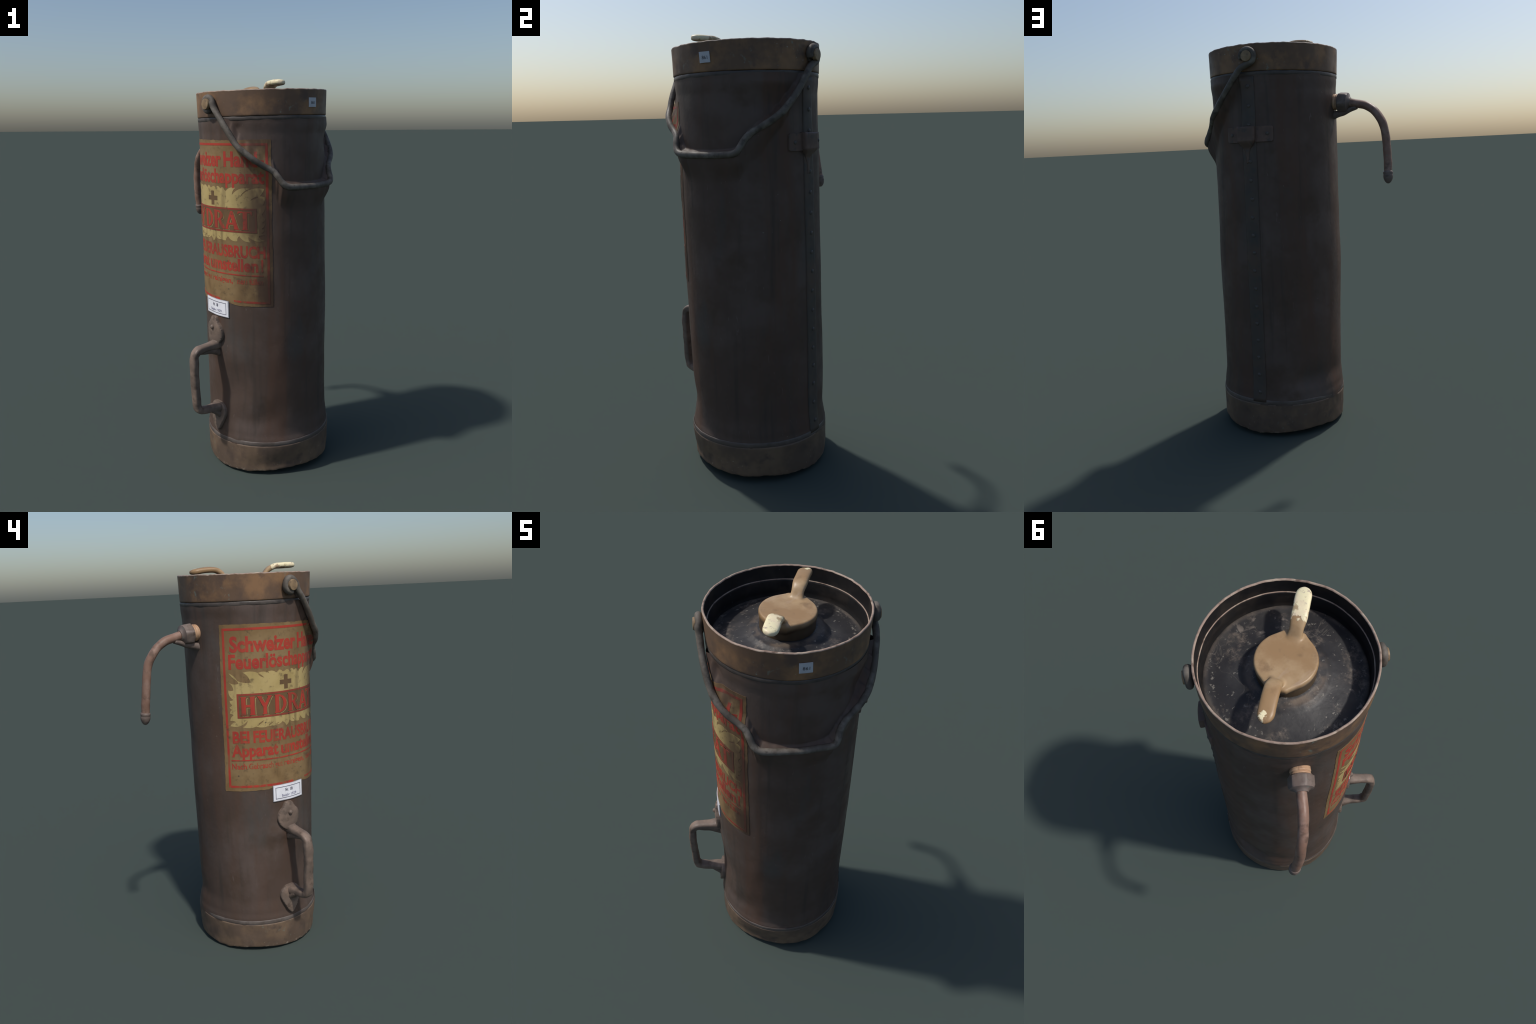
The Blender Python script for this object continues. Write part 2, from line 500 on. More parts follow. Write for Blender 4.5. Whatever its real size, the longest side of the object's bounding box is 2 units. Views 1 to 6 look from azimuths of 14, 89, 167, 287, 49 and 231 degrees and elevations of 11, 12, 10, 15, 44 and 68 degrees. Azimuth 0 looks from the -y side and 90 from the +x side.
def key_material():
    N = Nodes("worn_brass_key", .40, .40)
    c = N.mix(N.range(N.noise(7, 5), .40, .68), (.30, .185, .090), (.41, .285, .160))
    c = N.mix(N.range(N.noise(11, 5, loc=(3, 1, 1)), .54, .74, 0, .8), c, (.185, .112, .058))
    c = N.mix(N.range(N.noise(20, 3, (1, .2, 1), (3, 1, 1)), .60, .70, 0, .35), c, (.43, .33, .25))
    X, Y, Z = N.xyz()
    # hub flank painted darker for the deep shadow below the plate
    c = N.mix(N.range(Z, 1.902, 1.930, .85, 0), c, (.060, .043, .026))
    # thick flaking cream paint on one wing, a small chip of it on the other
    along = N.math("ADD", N.math("MULTIPLY", N.math("SUBTRACT", X, .060), .555), N.math("MULTIPLY", N.math("SUBTRACT", Y, -.0105), -.832))
    ragged = N.math("ADD", along, N.math("MULTIPLY", N.math("SUBTRACT", N.noise(38, 4), .5), .06))
    paint = N.range(ragged, .140, .145)
    worn = N.range(N.noise(24, 5, (1, 1, 1), (1, 7, 3)), .54, .64, 1, .25)
    cream = N.mix(N.range(N.noise(16, 4, loc=(2, 2, 2)), .42, .66), (.80, .72, .46), (.74, .60, .42))
    cream = N.mix(N.range(N.noise(45, 4, loc=(6, 1, 2)), .56, .70, 0, .8), cream, (.36, .28, .24))
    m1 = N.math("MULTIPLY", N.math("MULTIPLY", paint, worn), N.range(Z, 1.944, 1.950))
    d = N.math("ADD", N.dist((-.072, .211, 1.984)), N.math("MULTIPLY", N.math("SUBTRACT", N.noise(60, 4, loc=(1, 4, 2)), .5), .05))
    m2 = N.range(d, .014, .018, 1, 0)
    c = N.mix(N.math("MAXIMUM", m1, m2), c, cream)
    h = N.math("ADD", N.math("MULTIPLY", N.math("MAXIMUM", m1, m2), 1.0), N.math("MULTIPLY", N.noise(70, 4), .25))
    return N.finish(c, h, .4, .003)

KEY = key_material()

# --- printed matter -----------------------------------------------------------
def stain(N, c):
    """age marks of the label: brown vertical runs, dark spots; then a darkened right-hand side"""
    c = N.mix(N.range(N.noise(20, 4, (1, 1, .12), (3, 3, 0)), .52, .74, 0, .55), c, (.10, .066, .034))
    c = N.mix(N.range(N.noise(30, 5, loc=(7, 7, 1), rough=.7), .54, .70, 0, .7), c, (.095, .066, .038))
    v = N.math("MULTIPLY", N.range(N.voronoi(22, (1, 3, 5)), .07, .12, 1, 0), N.range(N.noise(9, 2, loc=(4, 4, 4)), .52, .6))
    c = N.mix(N.math("MULTIPLY", v, .75), c, (.06, .048, .040))
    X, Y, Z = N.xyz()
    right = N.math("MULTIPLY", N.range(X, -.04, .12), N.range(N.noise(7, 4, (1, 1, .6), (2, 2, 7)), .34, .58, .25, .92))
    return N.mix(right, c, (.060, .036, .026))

def paper_material():
    N = Nodes("aged_paper", .6, .25)
    c = N.mix(N.range(N.noise(6, 5), .38, .68), (.205, .128, .056), (.260, .175, .085))
    c = N.mix(N.range(N.noise(13, 5, loc=(2, 2, 3)), .52, .72, 0, .7), c, (.165, .100, .045))
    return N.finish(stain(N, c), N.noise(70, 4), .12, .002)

def ink_material(name, col, alt, worn_low=True):
    N = Nodes(name, .58, .25)
    c = N.mix(N.range(N.noise(9, 4), .40, .68), col, alt)
    X, Y, Z = N.xyz()
    if worn_low:
        w = N.math("MULTIPLY", N.range(Z, 1.00, 1.25, 1, .15), N.range(N.noise(48, 4, (1, 1, .35), (5, 0, 1)), .48, .66))
        c = N.mix(N.math("MULTIPLY", w, .75), c, (.20, .125, .058))
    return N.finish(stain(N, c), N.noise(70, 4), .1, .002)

PAPER = paper_material()
RED = ink_material("red_ink", (.42, .050, .032), (.36, .040, .030))
RED_FRAME = ink_material("faded_red_ink", (.30, .055, .036), (.25, .045, .030), False)
GOLD = ink_material("straw_ink", (.46, .350, .150), (.40, .30, .12), False)
BROWN = ink_material("brown_ink", (.155, .094, .045), (.135, .080, .040), False)

def plain(name, col, rough=.5, var=.06):
    N = Nodes(name, rough, .3)
    dark = tuple(max(0.0, q * (1 - var * 2)) for q in col)
    return N.finish(N.mix(N.range(N.noise(20, 3), .35, .7), col, dark))

CARD = plain("white_card", (.86, .86, .90), .4)
CARD_EDGE = plain("grey_card_edge", (.36, .36, .38), .5)
CARD_INK = plain("slate_ink", (.045, .045, .085), .5)
CARD_PALE = plain("pale_slate_ink", (.20, .20, .30), .5)
STICKER = plain("grey_sticker", (.46, .48, .52), .5)
STICKER_INK = plain("sticker_ink", (.06, .06, .07), .5)

# ----------------------------------------------------------------------------
# vessel, bands, beads
# ----------------------------------------------------------------------------
SEG = 360
AZ = [360.0 * i / SEG for i in range(SEG)]

def ring_at(f):
    return [f(a) for a in AZ]

zs = sorted(set([round(v, 4) for v in np.linspace(.160, 1.40, 110)] + [round(v, 4) for v in np.linspace(1.40, 1.82, 160)]))
FINE = [.5 * i for i in range(720)]
rings = [[at(a, z + low_tilt(a) * (1 - smooth(.16, .4, z)) + up_tilt(a) * smooth(1.6, 1.82, z)) for a in FINE] for z in zs]
vessel = add("vessel", loft("vessel", rings), VESSEL)

# lower band: a soldered-on skirt with a battered bottom edge
FOOT = [(-180, .016), (-166, .020), (-126, .008), (-102, .010), (-84, .019), (-50, .033), (-20, .031), (5, .029), (30, .022), (45, .015),
        (68, .020), (107, .028), (140, .018), (160, .009), (180, .016)]

def foot(a):
    a = adiff(a, 0)
    ca, sa = math.cos(a * D2R), math.sin(a * D2R)
    return interp(a, FOOT) + .0045 * noise.noise((ca * 7, sa * 7, 0)) + .0025 * noise.noise((ca * 20, sa * 20, 4))

def base_ring(t, off, rel=None):
    def f(a):
        z0, z1 = foot(a), .165 + low_tilt(a)
        z = z0 + (z1 - z0) * t
        r = interp(z, [(0, .3255), (.08, .3290), (.17, .3310)]) + off
        ca, sa = math.cos(a * D2R), math.sin(a * D2R)
        r += .0036 * noise.noise((ca * 3 + 1, sa * 3, z * 6)) + .0024 * noise.noise((ca * 9, sa * 9 + 2, z * 14))
        r -= .012 * bump(adiff(a, -76), 0, 18) * bump(z, .05, .05)
        r -= .007 * bump(adiff(a, -55), 0, 18) * bump(z, .07, .05)
        cx, cy = axis(z)
        return (cx + r * ca, cy + r * sa, z)
    return ring_at(f)

rings = []
for k in range(16):  # convex bottom sheet, then the rounded foot, then the wall
    q = (k + .3) / 16
    def under(a, q=q):
        zf = foot(a)
        z = .002 + (zf - .002) * q ** 3
        r = .318 * q
        cx, cy = axis(0)
        return (cx + r * math.cos(a * D2R), cy + r * math.sin(a * D2R), z)
    rings.append(ring_at(under))
rings[0] = [(x, y, 0.0) for x, y, z in rings[0]]
rings += [base_ring(0, -.0050), base_ring(.012, -.0018), base_ring(.04, 0)]
rings += [base_ring(t, 0) for t in np.linspace(.1, .96, 18)]
rings += [base_ring(1.0, -.0008), base_ring(1.01, -.006)]
add("base_band", loft("base_band", rings, cap0=True), BASE)

def bead(name, z0, tilt, r_in, width, proud, mat):
    rr = []
    for k in range(13):
        g = math.pi * k / 12
        def f(a, g=g):
            z = z0 + tilt(a) - math.cos(g) * width + .0012 * noise.noise((math.cos(a * D2R) * 9, math.sin(a * D2R) * 9, z0))
            r = r_in + proud * math.sin(g) + .0012 * noise.noise((math.cos(a * D2R) * 6, math.sin(a * D2R) * 6, z0 + 4))
            cx, cy = axis(z)
            return (cx + r * math.cos(a * D2R), cy + r * math.sin(a * D2R), z)
        rr.append(ring_at(f))
    return add(name, loft(name, rr), mat)

bead("solder_bead", .176, low_tilt, .3272, .0120, .0036, BEAD_LOW)
bead("solder_bead", 1.8195, up_tilt, .3248, .0100, .0034, BEAD)

# upper band: plain collar with thin worn lip, dark inside, stepping in to the recessed lid
def rim_z(a):
    ca, sa = math.cos(a * D2R), math.sin(a * D2R)
    return 1.9545 + .008 * math.cos((a - 40) * D2R) + .0022 * noise.noise((ca * 7, sa * 7, 3)) + .0014 * noise.noise((ca * 22, sa * 22, 1))

def band_ring(t, off, r=None, zabs=None, noise_amp=1.0):
    def f(a):
        z0, z1 = 1.831 + up_tilt(a), rim_z(a)
        z = z0 + (z1 - z0) * t if zabs is None else zabs + .006 * math.cos((a - 40) * D2R)
        ca, sa = math.cos(a * D2R), math.sin(a * D2R)
        q = (.3285 + .0035 * t if r is None else r) + off
        q += noise_amp * (.0022 * noise.noise((ca * 2.5 + 1, sa * 2.5, z * 5)) + .0010 * noise.noise((ca * 8, sa * 8 + 2, z * 12)))
        cx, cy = axis(z)
        return (cx + q * ca, cy + q * sa, z)
    return ring_at(f)

rings = [band_ring(-.01, -.006), band_ring(0, -.0008)] + [band_ring(t, 0) for t in np.linspace(.03, .965, 18)]
add("rim_band", loft("rim_band", rings), BAND)
rings = [band_ring(.965, 0), band_ring(.985, -.0006), band_ring(.998, -.0026), band_ring(1.0, -.0050), band_ring(.995, -.0078), band_ring(.965, -.0092)]
add("rim_lip", loft("rim_lip", rings), LIP)
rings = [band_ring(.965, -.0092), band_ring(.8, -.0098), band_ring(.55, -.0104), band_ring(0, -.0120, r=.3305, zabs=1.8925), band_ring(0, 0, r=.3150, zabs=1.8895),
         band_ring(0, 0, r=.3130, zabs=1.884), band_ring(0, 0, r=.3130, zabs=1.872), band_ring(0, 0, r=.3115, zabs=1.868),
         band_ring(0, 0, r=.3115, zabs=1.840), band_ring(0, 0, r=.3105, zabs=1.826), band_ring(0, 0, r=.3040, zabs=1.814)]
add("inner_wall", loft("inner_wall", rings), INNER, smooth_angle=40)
rings = []
for k in range(9):
    g = 2 * math.pi * k / 8
    rings.append(band_ring(0, .0026 * math.cos(g), r=.3172, zabs=1.8915 + .0026 * math.sin(g)))
add("worn_ledge_edge", loft("worn_ledge_edge", rings), LIP)

# lid with a low conical rise towards the valve
rings = []
LIDP = [(.012, 1.864), (.06, 1.864), (.112, 1.863), (.122, 1.861), (.134, 1.856), (.144, 1.8555), (.153, 1.853), (.162, 1.8455), (.175, 1.841), (.20, 1.8365), (.23, 1.8305), (.26, 1.825),
        (.280, 1.822), (.292, 1.822), (.301, 1.822), (.308, 1.819), (.312, 1.812)]
for r, z in LIDP:
    def f(a, r=r, z=z):
        cx, cy = axis(1.85)
        ca, sa = math.cos(a * D2R), math.sin(a * D2R)
        q = z + .004 * r / .3 * math.cos((a - 40) * D2R) + .0030 * noise.noise((r * ca * 11, r * sa * 11, 2)) + .001 * noise.noise((r * ca * 40, r * sa * 40, 5))
        return (cx + r * ca, cy + r * sa, q)
    rings.append(ring_at(f))
add("lid", loft("lid", rings, cap0=True), LID)

# ----------------------------------------------------------------------------
# winged valve key on the lid
# ----------------------------------------------------------------------------
HUB = Vector((.0602, -.0106, 0))

def polar(a, r, z):
    return (HUB.x + r * math.cos(a * D2R), HUB.y + r * math.sin(a * D2R), z)

def key_plate():
    """disc that flares into the root of the painted wing (smooth union traced outwards)"""
    wing = -58 * D2R
    n, rings = 120, []
    def edge(phi, shrink):
        lo, hi = .02, .2
        for _ in range(24):
            r = .5 * (lo + hi)
            x, y = r * math.cos(phi - wing), r * math.sin(phi - wing)
            d1 = r - .1165
            d2 = max(abs(y) - .026, abs(x) - .112)
            k = .050
            h = max(k - abs(d1 - d2), 0) / k
            if min(d1, d2) - h * h * k * .25 + shrink < 0:
                lo = r
            else:
                hi = r
        return lo
    for z, s in ((1.893, .012), (1.905, .004), (1.915, .001), (1.925, 0), (1.933, .002), (1.9365, .006)):
        rings.append([(HUB.x + edge(2 * math.pi * j / n, s) * math.cos(2 * math.pi * j / n), HUB.y + edge(2 * math.pi * j / n, s) * math.sin(2 * math.pi * j / n), z) for j in range(n)])
    return loft("plate", rings, cap0=True, cap1=True)

def wing(pts, width, thick):
    path = spline([polar(a, r, z) for a, r, z in pts], 9)
    core = lambda t: (width * (.84 + .16 * smooth(.3, .6, t)) + .006 * (1 - smooth(.08, .36, t)), thick)
    def size(t):
        w, h = core(t)
        e = .10
        k = math.sqrt(max(.015, 1 - (1 - (1 - t) / e) ** 2)) if t > 1 - e else 1.0
        return w * k, h * (.35 + .65 * k) * (.72 + .28 * smooth(.15, .5, t))
    return tube("wing", path, size, segs=28, power=3.0, rough=.0014)

hub = revolve("hub", [(.112, 1.852), (.1125, 1.87), (.112, 1.91), (.110, 1.925)], 96)
for v in hub.vertices:
    v.co.x += HUB.x
    v.co.y += HUB.y
wing_a = wing([(-60, .060, 1.922), (-60, .095, 1.936), (-60, .125, 1.966), (-59, .160, 1.982), (-57.5, .205, 1.9855), (-56, .273, 1.9860)], .0310, .0142)
wing_b = wing([(118, .062, 1.918), (118, .092, 1.936), (119, .118, 1.962), (120, .150, 1.9755), (121.5, .200, 1.976), (123, .275, 1.966)], .0305, .0142)
blended("valve_key", [hub, key_plate(), wing_a, wing_b], .0032, 7, KEY)

# ----------------------------------------------------------------------------
# riveted seam and bracket
# ----------------------------------------------------------------------------
def rect(a0, a1, z0, z1, ca=0.0, cz=0.0, n=5):
    """outline of a plate with rounded corners in (azimuth, height)"""
    if not ca:
        return [(a0, z0), (a1, z0), (a1, z1), (a0, z1)]
    out = []
    for sx, sz, g0 in ((a1 - ca, z0 + cz, -90), (a1 - ca, z1 - cz, 0), (a0 + ca, z1 - cz, 90), (a0 + ca, z0 + cz, 180)):
        for k in range(n + 1):
            g = (g0 + 90 * k / n) * D2R
            out.append((sx + ca * math.cos(g), sz + cz * math.sin(g)))
    return out

seam = add("seam_strip", patch("seam_strip", rect(47.2, 59.9, .186, 1.812), -.003, .0042, (1.5, .02), .0012), SEAM)
dome = revolve("rivet", [(.0098, -.004), (.0098, .0005), (.0085, .0028), (.0055, .0048), (.002, .0057)], 16)

def rivet(a, z, off, parent, scale=1.0):
    o = bpy.data.objects.new("rivet", dome)
    bpy.context.scene.collection.objects.link(o)
    o.parent = parent
    n = out_dir(a)
    o.rotation_euler = n.to_track_quat("Z", "Y").to_euler()
    o.location = at(a, z, off)
    o.scale = (scale,) * 3
    return o

dome.materials.append(RIVET)
dome.polygons.foreach_set("use_smooth", [True] * len(dome.polygons))
for i in range(18):
    z = 1.767 - .0898 * i
    if abs(z - 1.50) > .03:
        rivet(54.1 + .25 * math.sin(i * 2.3), z + .002 * math.sin(i * 5.1), .0042, seam)

bracket = add("bracket", patch("bracket", rect(31.6, 75.0, 1.503, 1.577, 1.6, .009), -.003, .0085, (1.5, .012), .002), BRACKET)
rivet(37.1, 1.539, .0085, bracket, .9)
rivet(70.0, 1.541, .0085, bracket, .9)
block = [(44.2, 1.581), (59.8, 1.578), (59.6, 1.512), (57.5, 1.492), (54.5, 1.470), (53.2, 1.445), (53.0, 1.405), (50.9, 1.400), (50.4, 1.448), (47.6, 1.478), (44.6, 1.508)]
m = patch("bracket_tongue", block, -.003, .030, (.9, .006), .005)
for v in m.vertices:  # the tongue thins out downwards
    if v.co.z < 1.512:
        cx, cy = axis(v.co.z)
        r = math.hypot(v.co.x - cx, v.co.y - cy)
        k = .22 + .78 * smooth(1.47, 1.512, v.co.z)
        a = math.degrees(math.atan2(v.co.y - cy, v.co.x - cx))
        R = radius(a, v.co.z)
        q = R + (r - R) * k
        v.co.x, v.co.y = cx + q * math.cos(a * D2R), cy + q * math.sin(a * D2R)
add("bracket_tongue", m, BRACKET, bracket)

# ----------------------------------------------------------------------------
# paper label
# ----------------------------------------------------------------------------
def ragged(points, amp, step):
    """subdivide an outline and roughen it like torn paper"""
    out = []
    for (a0, z0), (a1, z1) in zip(points, points[1:] + points[:1]):
        L = math.hypot((a1 - a0) * .0056, z1 - z0)
        n = max(1, int(L / step))
        for k in range(n):
            t = k / n
            a, z = a0 + (a1 - a0) * t, z0 + (z1 - z0) * t
            out.append((a + amp / .0056 * noise.noise((a * .35, z * 45, 1)), z + amp * noise.noise((a * .35, z * 45, 9))))
    return out

label = add("paper_label", patch("paper_label", ragged([(174.6, 1.720), (212, 1.7195), (253, 1.716), (290.4, 1.722), (290.2, .908), (258, .905), (250, .913), (244, .925),
            (238, .917), (216, .911), (212, .904), (173.6, .903)], .003, .012), -.002, .0014, (1.1, .009), 0), PAPER)

def frame(a0, a1, z0, z1, wa, wz):
    """four butting bars"""
    return [rect(a0, a1, z1 - wz, z1), rect(a0, a0 + wa, z0 + wz, z1 - wz), rect(a1 - wa, a1, z0 + wz, z1 - wz), rect(a0, a1, z0, z0 + wz)]

bars = [rect(176.9, 287.6, 1.692, 1.703), rect(176.9, 178.9, .9325, 1.692), rect(285.4, 287.6, .9325, 1.692), ragged([(176.9, .921), (238.5, .921), (237, .9325), (176.9, .9325)], .001, .01),
        ragged([(254.5, .923), (287.6, .921), (287.6, .9325), (254, .9325)], .001, .01)]
add("red_border", join_meshes("red_border", [patch("b", q, 0, .0020, (1.4, .012), 0) for q in bars]), RED, label)

# burning wreath: tips and the notches between them, each flank bowed like a flame
WREATH = [((181.6, 1.493), (189.5, 1.443)), ((181.2, 1.449), (185.0, 1.412)), ((180.6, 1.412), (184.6, 1.366)), ((181.3, 1.362), (183.3, 1.341)), ((180.9, 1.330), (183.4, 1.318)),
          ((180.9, 1.298), (184.0, 1.290)), ((181.0, 1.262), (186.0, 1.256)), ((180.8, 1.236), (196.0, 1.262)), ((191.7, 1.229), (210.4, 1.259)), ((203.8, 1.229), (219.0, 1.248)),
          ((214.0, 1.231), (224.5, 1.242)), ((221.0, 1.233), (227.5, 1.243)), ((231.2, 1.220), (235.0, 1.246)), ((241.5, 1.234), (238.5, 1.252)), ((247.5, 1.231), (250.0, 1.252)),
          ((259.2, 1.231), (261.2, 1.257)), ((271.0, 1.229), (269.6, 1.256)), ((283.4, 1.237), (278.6, 1.257)), ((283.8, 1.263), (281.0, 1.276)), ((283.7, 1.292), (281.3, 1.297)),
          ((284.3, 1.322), (281.2, 1.325)), ((284.6, 1.345), (281.5, 1.366)), ((284.1, 1.410), (281.3, 1.404)), ((284.2, 1.449), (272.0, 1.433)), ((284.1, 1.488), (262.4, 1.445)),
          ((272.0, 1.488), (255.0, 1.457)), ((258.6, 1.491), (248.7, 1.474)), ((246.2, 1.490), (242.4, 1.484)), ((238.4, 1.496), (236.2, 1.488)), ((232.5, 1.493), (229.0, 1.487)),
          ((225.5, 1.497), (222.5, 1.486)), ((215.4, 1.493), (217.6, 1.479)), ((205.9, 1.489), (211.8, 1.466)), ((193.5, 1.495), (199.6, 1.446))]

def wreath_outline():
    cen = np.array([232.5 * .0056, 1.363])
    pts = []
    W = [(np.array([t[0] * .0056, t[1]]), np.array([v[0] * .0056, v[1]])) for t, v in WREATH]
    # travel tip -> its notch -> next tip; flanks bow away from the notch side
    seq = []
    for i, (t, v) in enumerate(W):
        seq += [t, v]
    # the first notch sits between tip 0 and tip 1, and so on round the wreath
    for i in range(len(seq)):
        p, q = seq[i], seq[(i + 1) % len(seq)]
        d = q - p
        L = np.linalg.norm(d)
        nrm = np.array([-d[1], d[0]]) / (L + 1e-9)
        if nrm @ ((p + q) / 2 - cen) < 0:
            nrm = -nrm
        bow = (.16 if i % 2 else .02) * L
        longer = L > np.linalg.norm(seq[i] - seq[i - 1])
        bow = .15 * L if longer else -.12 * L
        for t in np.linspace(0, 1, 7, endpoint=False):
            w = p + d * t + nrm * bow * 4 * t * (1 - t) 
            pts.append((w[0] / .0056, w[1]))
    return pts

# anticlockwise from the upper left corner down, along the bottom, up the right and back along the top
add("flame_wreath", patch("flame_wreath", wreath_outline(), 0, .0020, (1.4, .012), 0), GOLD, label)

cross = [(230.2, 1.402), (234.3, 1.402), (234.3, 1.4255), (238.6, 1.4255), (238.6, 1.4475), (234.3, 1.4475), (234.3, 1.4715), (230.2, 1.4715), (230.2, 1.4475), (225.9, 1.4475), (225.9, 1.4255), (230.2, 1.4255)]
add("cross", patch("cross", cross, 0, .0026, (1.4, .012), 0), BROWN, label)
add("name_panel", patch("name_panel", rect(187.5, 277.2, 1.2745, 1.3935), 0, .0026, (1.4, .012), 0), BROWN, label)
add("name_frame", join_meshes("name_frame", [patch("f", q, 0, .0031, (1.4, .012), 0) for q in frame(187.5, 277.2, 1.2745, 1.3935, 1.5, .0085)]), RED_FRAME, label)

# ---- large serif capitals, drawn from stems, bars and bowls in a unit box ----
def stem(x, w=.29, s=.07, top=True, bottom=True):
    """vertical with flared feet"""
    h = .07
    p = [(x - s, 0), (x + w + s, 0), (x + w, h)] if bottom else [(x, 0), (x + w, 0)]
    p += [(x + w, 1 - h), (x + w + s, 1), (x - s, 1), (x, 1 - h)] if top else [(x + w, 1), (x, 1)]
    if bottom:
        p.append((x, h))
    return p

def bowl(x0, x1, y0, y1, tx, ty, n=14):
    """half ring opening to the left"""
    cy, ry = (y0 + y1) / 2, (y1 - y0) / 2
    o = [(x0 + (x1 - x0) * math.cos(g), cy + ry * math.sin(g)) for g in np.linspace(-math.pi / 2, math.pi / 2, n)]
    i = [(x0 + (x1 - x0 - tx) * math.cos(g), cy + (ry - ty) * math.sin(g)) for g in np.linspace(math.pi / 2, -math.pi / 2, n)]
    return o + i

CAPS = {
    "H": [stem(.06), stem(.66), [(.30, .44), (.70, .44), (.70, .56), (.30, .56)]],
    "Y": [[(-.02, 1), (.34, 1), (.30, .94), (.56, .52), (.40, .40), (.06, .94)], [(.68, 1), (1.02, 1), (.96, .94), (.62, .40), (.46, .50), (.74, .94)], [(.32, 0), (.72, 0), (.64, .07), (.64, .47), (.40, .47), (.40, .07)]],
    "D": [stem(.08), bowl(.30, 1.0, 0, 1, .26, .08)],
    "R": [stem(.08), bowl(.30, .90, .44, 1, .24, .08), [(.42, .48), (.66, .50), (1.08, .04), (1.08, 0), (.78, 0)]],
    "A": [[(-.08, 0), (.24, 0), (.20, .07), (.50, .86), (.42, 1), (.02, .07)], [(.40, 1), (.58, 1), (.98, .07), (1.08, 0), (.64, 0), (.70, .07), (.40, .80)], [(.20, .26), (.76, .26), (.72, .36), (.24, .36)]],
    "T": [stem(.38, top=False), [(0, .86), (.06, .86), (.14, .92), (.86, .92), (.94, .80), (1.0, .80), (1.0, 1), (.04, 1)]],
}
NAME = [("H", 190.4, 203.0), ("Y", 204.6, 217.6), ("D", 219.8, 232.0), ("R", 233.4, 246.4), ("A", 247.6, 260.8), ("T", 259.8, 273.2)]

def name_layer(da, dz, off, grow=0.0):
    out, i = [], 0
    for ch, a0, a1 in NAME:
        for poly in CAPS[ch]:
            q = [(a0 + (a1 - a0) * x + da, 1.289 + .0895 * y + dz) for x, y in poly]
            out.append(patch("c", q, 0, off + .00006 * (i % 7), (1.4, .012), 0))
            i += 1
    return join_meshes("lettering", out)

add("lettering_outline", name_layer(1.15, -.0055, .0031), GOLD, label)["kind"] = "stuff"
add("lettering_gap", name_layer(.75, -.0035, .0036), BROWN, label)["kind"] = "stuff"
add("lettering", name_layer(0, 0, .0041), RED, label)["kind"] = "stuff"

# ---- typeset lines ----
def text_bm(s, bold):
    c = bpy.data.curves.new("tmp", "FONT")
    c.body = s
    c.size = 1.0
    c.resolution_u = 3
    c.offset = bold
    c.dimensions, c.fill_mode = "2D", "BOTH"
    return curve_to_bm(c)

CAP_H = None

def words(name, items, z0, z1, mat, off, parent, bold=.02, surf_step=(1.2, .012), skew=0.0):
    """items: (word, start azimuth, end azimuth); z0 base line, z1 cap height"""
    global CAP_H
    if CAP_H is None:
        b = text_bm("H", 0)
        CAP_H = max(v.co.y for v in b.verts)
        b.free()
    parts = []
    for w, a0, a1 in items:
        bm = text_bm(w, bold)
        x0, x1 = min(v.co.x for v in bm.verts), max(v.co.x for v in bm.verts)
        for v in bm.verts:
            a = a0 + (v.co.x - x0) / (x1 - x0) * (a1 - a0)
            v.co = (a * .1, z0 + v.co.y / CAP_H * (z1 - z0) + skew * (a - a0), 0)
        parts.append(bend(bm, "w", 0, off, .1, surf_step, 0))
    o = add(name, join_meshes(name, parts), mat, parent)
    o["kind"] = "stuff"
    return o

words("lettering", [("Schweizer", 183.0, 244.6), ("Hand-", 247.3, 284.0)], 1.594, 1.661, RED, .0020, label, .037)
words("lettering", [("Feuerlöschapparat", 181.7, 284.2)], 1.514, 1.578, RED, .0020, label, .033)
words("lettering", [("BEI", 182.2, 196.8), ("FEUERAUSBRUCH", 200.2, 284.0)], 1.152, 1.207, RED, .0020, label, .037)
words("lettering", [("Apparat", 180.8, 222.6), ("umstellen", 225.2, 277.6), ("!", 280.0, 282.0)], 1.083, 1.141, RED, .0020, label, .037)
words("lettering", [("Nach", 180.4, 193.4), ("Gebrauch", 195.4, 217.6), ("gut", 219.0, 226.2), ("reinigen,", 228.2, 253.5), ("neu", 258.2, 267.4), ("füllen", 269.4, 281.5)], 1.018, 1.046, RED, .0020, label, .020)
add("underline", patch("underline", rect(180.2, 282.0, 1.0595, 1.0655), 0, .0024, (1.4, .012), 0), RED, label)

# small white number card, slightly flatter than the vessel
card = add("number_card", patch("number_card", rect(-144.2, -111.4, .8345, .9205), -.001, .0055, (1.4, .02), .0006), CARD_EDGE)
add("card_face", patch("card_face", rect(-143.6, -112.2, .8375, .9185), 0, .0060, (1.4, .02), 0), CARD, card)
add("card_border", join_meshes("card_border", [patch("k", q, 0, .0064, (1.4, .02), 0) for q in frame(-141.8, -114.2, .8470, .9080, .45, .0026)]), CARD_INK, card)
words("lettering", [("Nr.", -132.0, -128.8), ("18", -126.9, -124.2)], .8820, .8970, CARD_INK, .0064, card, .03)
words("lettering", [("Baujahr", -135.6, -127.6), ("1929", -126.2, -119.8)], .8560, .8690, CARD_PALE, .0064, card, .014)

# inventory sticker on the rim band
def band_patch(name, outline, off):
    m = patch(name, outline, -.002, off, (1.2, .02), .0003)
    for v in m.vertices:  # the band stands proud of the vessel profile
        cx, cy = axis(v.co.z)
        d = Vector((v.co.x - cx, v.co.y - cy, 0))
        v.co += d.normalized() * .0035
    return m

